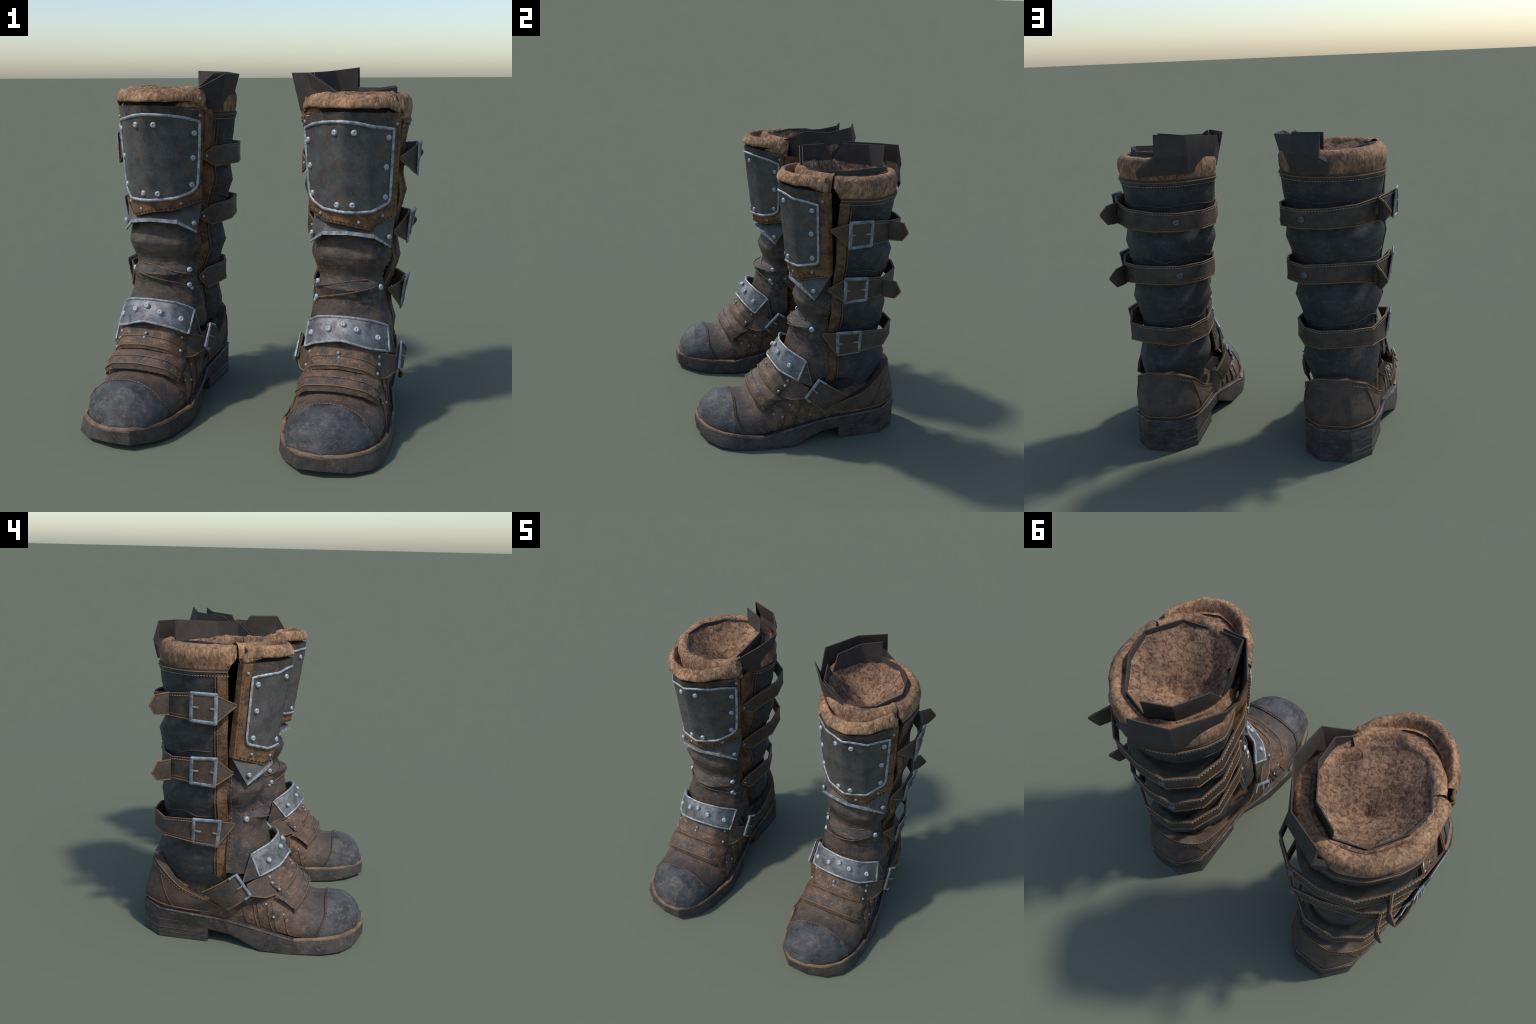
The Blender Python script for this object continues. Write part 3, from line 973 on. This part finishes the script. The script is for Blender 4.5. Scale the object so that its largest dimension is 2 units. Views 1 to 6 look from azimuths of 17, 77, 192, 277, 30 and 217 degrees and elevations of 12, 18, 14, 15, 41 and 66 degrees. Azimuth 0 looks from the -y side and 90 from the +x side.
def build_buckle(b, c, st):
    """Rectangular frame on corners (hi-lead, lo-lead, hi-rear, lo-rear) with prongs and a leather tongue."""
    tl, bl, tr, br = [V(p) for p in c]
    o = V((.001, 0, 0))
    fr = [tl + o, tr + o, br + o, bl + o]
    parts = []
    for i in range(4):
        a, q = fr[i], fr[(i + 1) % 4]
        d = (q - a).normalized()
        parts.append(tube([a - d * .005, q + d * .005], .0112, 6, False, .5))
    v, f = join(parts)
    bk = b.add("buckle", v, f, M['buckle'], st, sharp=50)
    ml, mr = tl.lerp(bl, .5) + o, tr.lerp(br, .5) + o
    v, f = join([tube([ml, ml.lerp(mr, .22)], .006, 6), tube([mr, mr.lerp(ml, .3)], .006, 6)])
    b.add("buckle_prong", v, f, M['buckle'], bk)
    rows = [[bl.lerp(br, i / 4) + (tl.lerp(tr, i / 4) - bl.lerp(br, i / 4)) * s + V((.001, 0, 0)) for i in range(5)] for s in (.06, .5, .94)]
    sheet(b, "strap_panel", rows, M['counter'], .008, parent=st)


def build_straps(b):
    s1 = build_strap(b, (.317, .057, 1.48),
                     [(.265, .143, 1.529, 1.418), (.211, .395, 1.53, 1.418), (.245, .54, 1.53, 1.42), (.368, .642, 1.53, 1.42), (.53, .65, 1.535, 1.418),
                      (.697, .614, 1.552, 1.428), (.815, .49, 1.572, 1.44), (.883, .352, 1.588, 1.435), (.896, .203, 1.58, 1.425)],
                     (.816, .098, 1.516), M['strap'])
    rear = [(.615, .578, 1.2, 1.085), (.715, .545, 1.197, 1.08), (.798, .487, 1.19, 1.06)] if b.mir else \
        [(.666, .615, 1.197, 1.085), (.803, .488, 1.185, 1.06)]
    s2 = build_strap(b, (.362, .104, 1.126),
                     [(.298, .17, 1.185, 1.07), (.247, .37, 1.193, 1.08), (.27, .531, 1.203, 1.09), (.381, .636, 1.201, 1.088), (.53, .61 if b.mir else .645, 1.2, 1.085)]
                     + rear + [(.855, .354, 1.2, 1.055), (.862, .212, 1.2, 1.042)],
                     (.795, .115, 1.105), M['strap'])
    s3 = build_strap(b, (.362, .105, .762),
                     [(.334, .17, .805, .684), (.299, .403, .803, .69), (.364, .562, .797, .688), (.468, .637, .8, .69), (.64, .633, .808, .704),
                      (.775, .539, .80, .688), (.84, .348, .82, .675), (.843, .195, .815, .662)],
                     (.778, .104, .785), M['strap'])
    build_buckle(b, ((.904, .201, 1.587), (.903, .206, 1.422), (.903, .344, 1.592), (.886, .352, 1.432)), s1)
    build_buckle(b, ((.874, .205, 1.206), (.857, .217, 1.039), (.883, .346, 1.207), (.855, .359, 1.052)), s2)
    build_buckle(b, ((.857, .181, .822), (.836, .202, .659), (.861, .339, .826), (.833, .348, .674)), s3)
    # loose strap tails poking backwards past the calf
    for q, st in ((((.812, .495, 1.574, 1.445), (.832, .535, 1.568, 1.446), (.852, .572, 1.562, 1.448)), s1),
                  (((.80, .49, 1.17, 1.05), (.815, .535, 1.163, 1.046), (.83, .566, 1.158, 1.045)), s2)):
        tip = V((.888, .59, 1.508)) if q[0][2] > 1.4 else V((.866, .586, 1.101))
        hi = [V((x, y, h)) for x, y, h, l in q] + [tip + V((0, 0, .006))]
        lo = [V((x, y, l)) for x, y, h, l in q] + [tip - V((0, 0, .006))]
        rows = [[a.lerp(c, j / 3) + V((.006 * math.sin(j / 3 * math.pi), 0, 0)) for a, c in zip(lo, hi)] for j in range(4)]
        t = sheet(b, "strap_tail", rows, M['strap'], .009, ku=2, su=False, parent=st)
        v, f = tube(lo + hi[::-1], .0045, 5)
        b.add("strap_edge", v, f, M['piping'], st)
    for p, st in (((.384, .643, 1.473), s1), ((.388, .634, 1.141), s2)):
        b.stamp("rivet", b.rivet_dull, V(p), V((-.5, .85, 0)), 1.15, st)
    for p, st in (((.30, .085, 1.48), s1), ((.34, .125, 1.126), s2), ((.352, .128, .76), s3)):
        b.stamp("stud", b.stud, V(p) + V((-.008, -.004, 0)), V((-.85, -.5, 0)), .5, st)


def build_fur(b):
    # cuff rolled over the rim of the shaft
    prof = [(1.716, -.006), (1.735, -.002), (1.765, .004), (1.80, .006), (1.832, -.003), (1.851, -.022), (1.858, -.048), (1.845, -.078), (1.815, -.10), (1.76, -.115)]
    top = LEVELS[-1]
    rows = []
    for z, g in prof:
        lv = (z, top[1] - .002, top[2] + .003, top[3])
        rows.append([shaft_point(k, lv, .115 if z > 1.75 else .15, g) for k in range(len(PLAN))])
    sheet(b, "fur_cuff", rows, M['fur'], 0, (.54, .3, 1.7), ku=5, kv=2, su=True, sv=True, lump=.005, lscale=20, sharp=180)
    # fur end rolls at the two free edges
    for k in (0, -1):
        P = [V(r[k]) for r in rows]
        c = sum(P, V((0, 0, 0))) / len(P)
        rr = [[c.lerp(p, s) - V((0, .018 * (1 - s), 0)) for p in P] for s in (1.0, .6, .15)]
        sheet(b, "fur_cuff", rr, M['fur'], 0, (.54, .45, 1.79), ku=2, su=True, sharp=180, lump=.005, lscale=22)
    # collar above the shin guard
    front = [V(p) for p in [(.296, .02, 0), (.345, -.066, 0), (.458, -.178, 0), (.585, -.204, 0), (.70, -.151, 0), (.788, -.032, 0), (.806, .03, 0)]]
    ctr = V((.55, .30, 0))
    pf = [(1.80, -.09), (1.792, -.04), (1.788, -.006), (1.80, 0.0), (1.825, -.008), (1.846, -.024), (1.856, -.04), (1.85, -.053), (1.825, -.066), (1.785, -.08)]
    rows = []
    for z, o in pf:
        rows.append([p + (p - ctr).normalized() * o + V((0, 0, z - .018 * (i == 0) - .012 * (i == 6))) for i, p in enumerate(front)])
    sheet(b, "fur_collar", rows, M['fur'], 0, (.55, -.07, 1.81), ku=5, kv=2, su=True, sv=True, lump=.005, lscale=20, sharp=180)
    # fleece cheek between collar and guard corner
    for tri in ([(.785, -.035, 1.785), (.788, .012, 1.842), (.812, .075, 1.80), (.82, .058, 1.757)], [(.31, .005, 1.768), (.31, .03, 1.84), (.292, .085, 1.80), (.296, .05, 1.752)]):
        a, c, d, e = [V(p) for p in tri]
        sheet(b, "fur_collar", [[a, e], [c, d]], M['fur'], .012, (.56, .1, 1.8), ku=4, kv=4, lump=.006, lscale=24, sharp=180)
    # tongue: a second, smaller roll behind the collar
    tong = [V(p) for p in [(.305, .09, 0), (.35, .01, 0), (.44, -.048, 0), (.55, -.066, 0), (.66, -.042, 0), (.745, .03, 0), (.785, .10, 0)]]
    pf = [(1.74, .03), (1.79, .012), (1.83, .006), (1.858, -.008), (1.868, -.03), (1.86, -.055), (1.82, -.075)]
    rows = [[p + (p - ctr).normalized() * o + V((0, 0, z)) for p in tong] for z, o in pf]
    sheet(b, "fur_tongue", rows, M['fur'], 0, (.55, .0, 1.75), ku=4, kv=2, su=True, sv=True, lump=.006, lscale=22, sharp=180)
    # floor of fleece joining collar, tongue and lining
    rows = []
    n = 28
    for r, z in ((1.0, 1.785), (.8, 1.785)):
        rows.append([V((.545 + .275 * r * math.cos(2 * math.pi * i / n), .26 + (.33 if math.sin(2 * math.pi * i / n) > 0 else .40) * r * math.sin(2 * math.pi * i / n), z)) for i in range(n)])
    sheet(b, "fur_lining", rows, M['lining'], 0, (.545, .26, 1.0), closed=True, sharp=180)
    # bowl of wool lining
    ring = [(.505, .545), (.649, .50), (.757, .345), (.778, .2), (.69, .03), (.53, -.03), (.375, .03), (.29, .18), (.285, .33), (.373, .48)]
    c = V((.525, .29, 1.705))
    rows = []
    for s, z in ((1.04, 1.80), (1.03, 1.85), (.985, 1.857), (.94, 1.845), (.75, 1.798), (.5, 1.752), (.25, 1.705), (.004, 1.66)):
        rows.append([V((c.x + (x - c.x) * s, c.y + (y - c.y) * s, z)) for x, y in ring])
    rows = [r + [r[0]] for r in rows]
    sheet(b, "fur_lining", rows, M['lining'], 0, (.525, .29, 1.9), inward=True, ku=4, kv=3, su=True, sv=True, lump=.008, lscale=26, sharp=180)


def build_bands(b):
    """Stiff dark cloth collars standing up out of the cuff: an inner ring and an outer partial band."""
    low = [(.505, .537, 1.885), (.649, .492, 1.884), (.751, .343, 1.898), (.778, .2, 1.89), (.68, .038, 1.874), (.525, -.023, 1.848)]
    if not b.mir:
        ring = [(.498, .537, 1.998), (.374, .472, 1.98), (.287, .316, 1.969), (.276, .26, 1.855), (.278, .183, 1.968), (.335, .012, 1.968), (.525, -.023, 1.847)]
        band = [(.62, .60, 1.79), (.495, .636, 1.87), (.491, .635, 2.0), (.316, .564, 1.978), (.178, .352, 1.965), (.205, .235, 1.852), (.193, .17, 1.967), (.326, -.003, 1.966), (.515, -.042, 1.852)]
    else:
        ring = [(.503, .54, 1.985), (.373, .472, 1.98), (.277, .314, 1.97), (.27, .181, 1.968), (.355, .04, 1.862), (.525, -.023, 1.85)]
        band = [(.545, .61, 1.84), (.5, .642, 1.868), (.498, .642, 1.984), (.318, .57, 1.978), (.175, .355, 1.964), (.194, .169, 1.966), (.35, .03, 1.864), (.40, .0, 1.845)]
    for pts, zl in ((low, 1.80), (ring, 1.80), (band, 1.757)):
        hi = [V(p) for p in pts]
        mid, lo = [], []
        for p in hi:
            h = V((p.x, p.y, 0))
            if pts is band:
                back = min(1, max(0, (p.y - .45) / .15))
                zm = min(1.868, p.z - .02)
                m = AXIS.lerp(h, .93 + (.17 if p.z > 1.9 else .13) * back)
                q = AXIS.lerp(h, .86 + .17 * back)
            else:
                zm, m, q = (p.z + zl) / 2, h, AXIS.lerp(h, .985)
            mid.append(V((m.x, m.y, zm)))
            lo.append(V((q.x, q.y, min(zl, p.z - .05))))
        sheet(b, "collar_band", [lo, mid, hi], M['band'], .006, scaled=False, sharp=20)


def build_boot(mirrored):
    b = Boot(mirrored)
    b.rivet, b.stud, b.rivet_dull = SHARED
    build_sole(b)
    build_foot(b)
    build_instep(b)
    build_shaft(b)
    build_gaiter(b)
    build_guard(b)
    build_straps(b)
    build_fur(b)
    build_bands(b)
    return b


make_materials()
R_PROF = [(.0185, -.003), (.018, .004), (.0145, .010), (.009, .0125), (.0055, .012), (.004, .0075), (.001, .007)]
S_PROF = [(.0165, -.002), (.015, .006), (.010, .011), (.002, .013)]
SHARED = (rivet_mesh("rivet", R_PROF, M['rivet']), rivet_mesh("stud", S_PROF, M['trim']), rivet_mesh("rivet_dull", R_PROF, M['steel']))
build_boot(False)
build_boot(True)
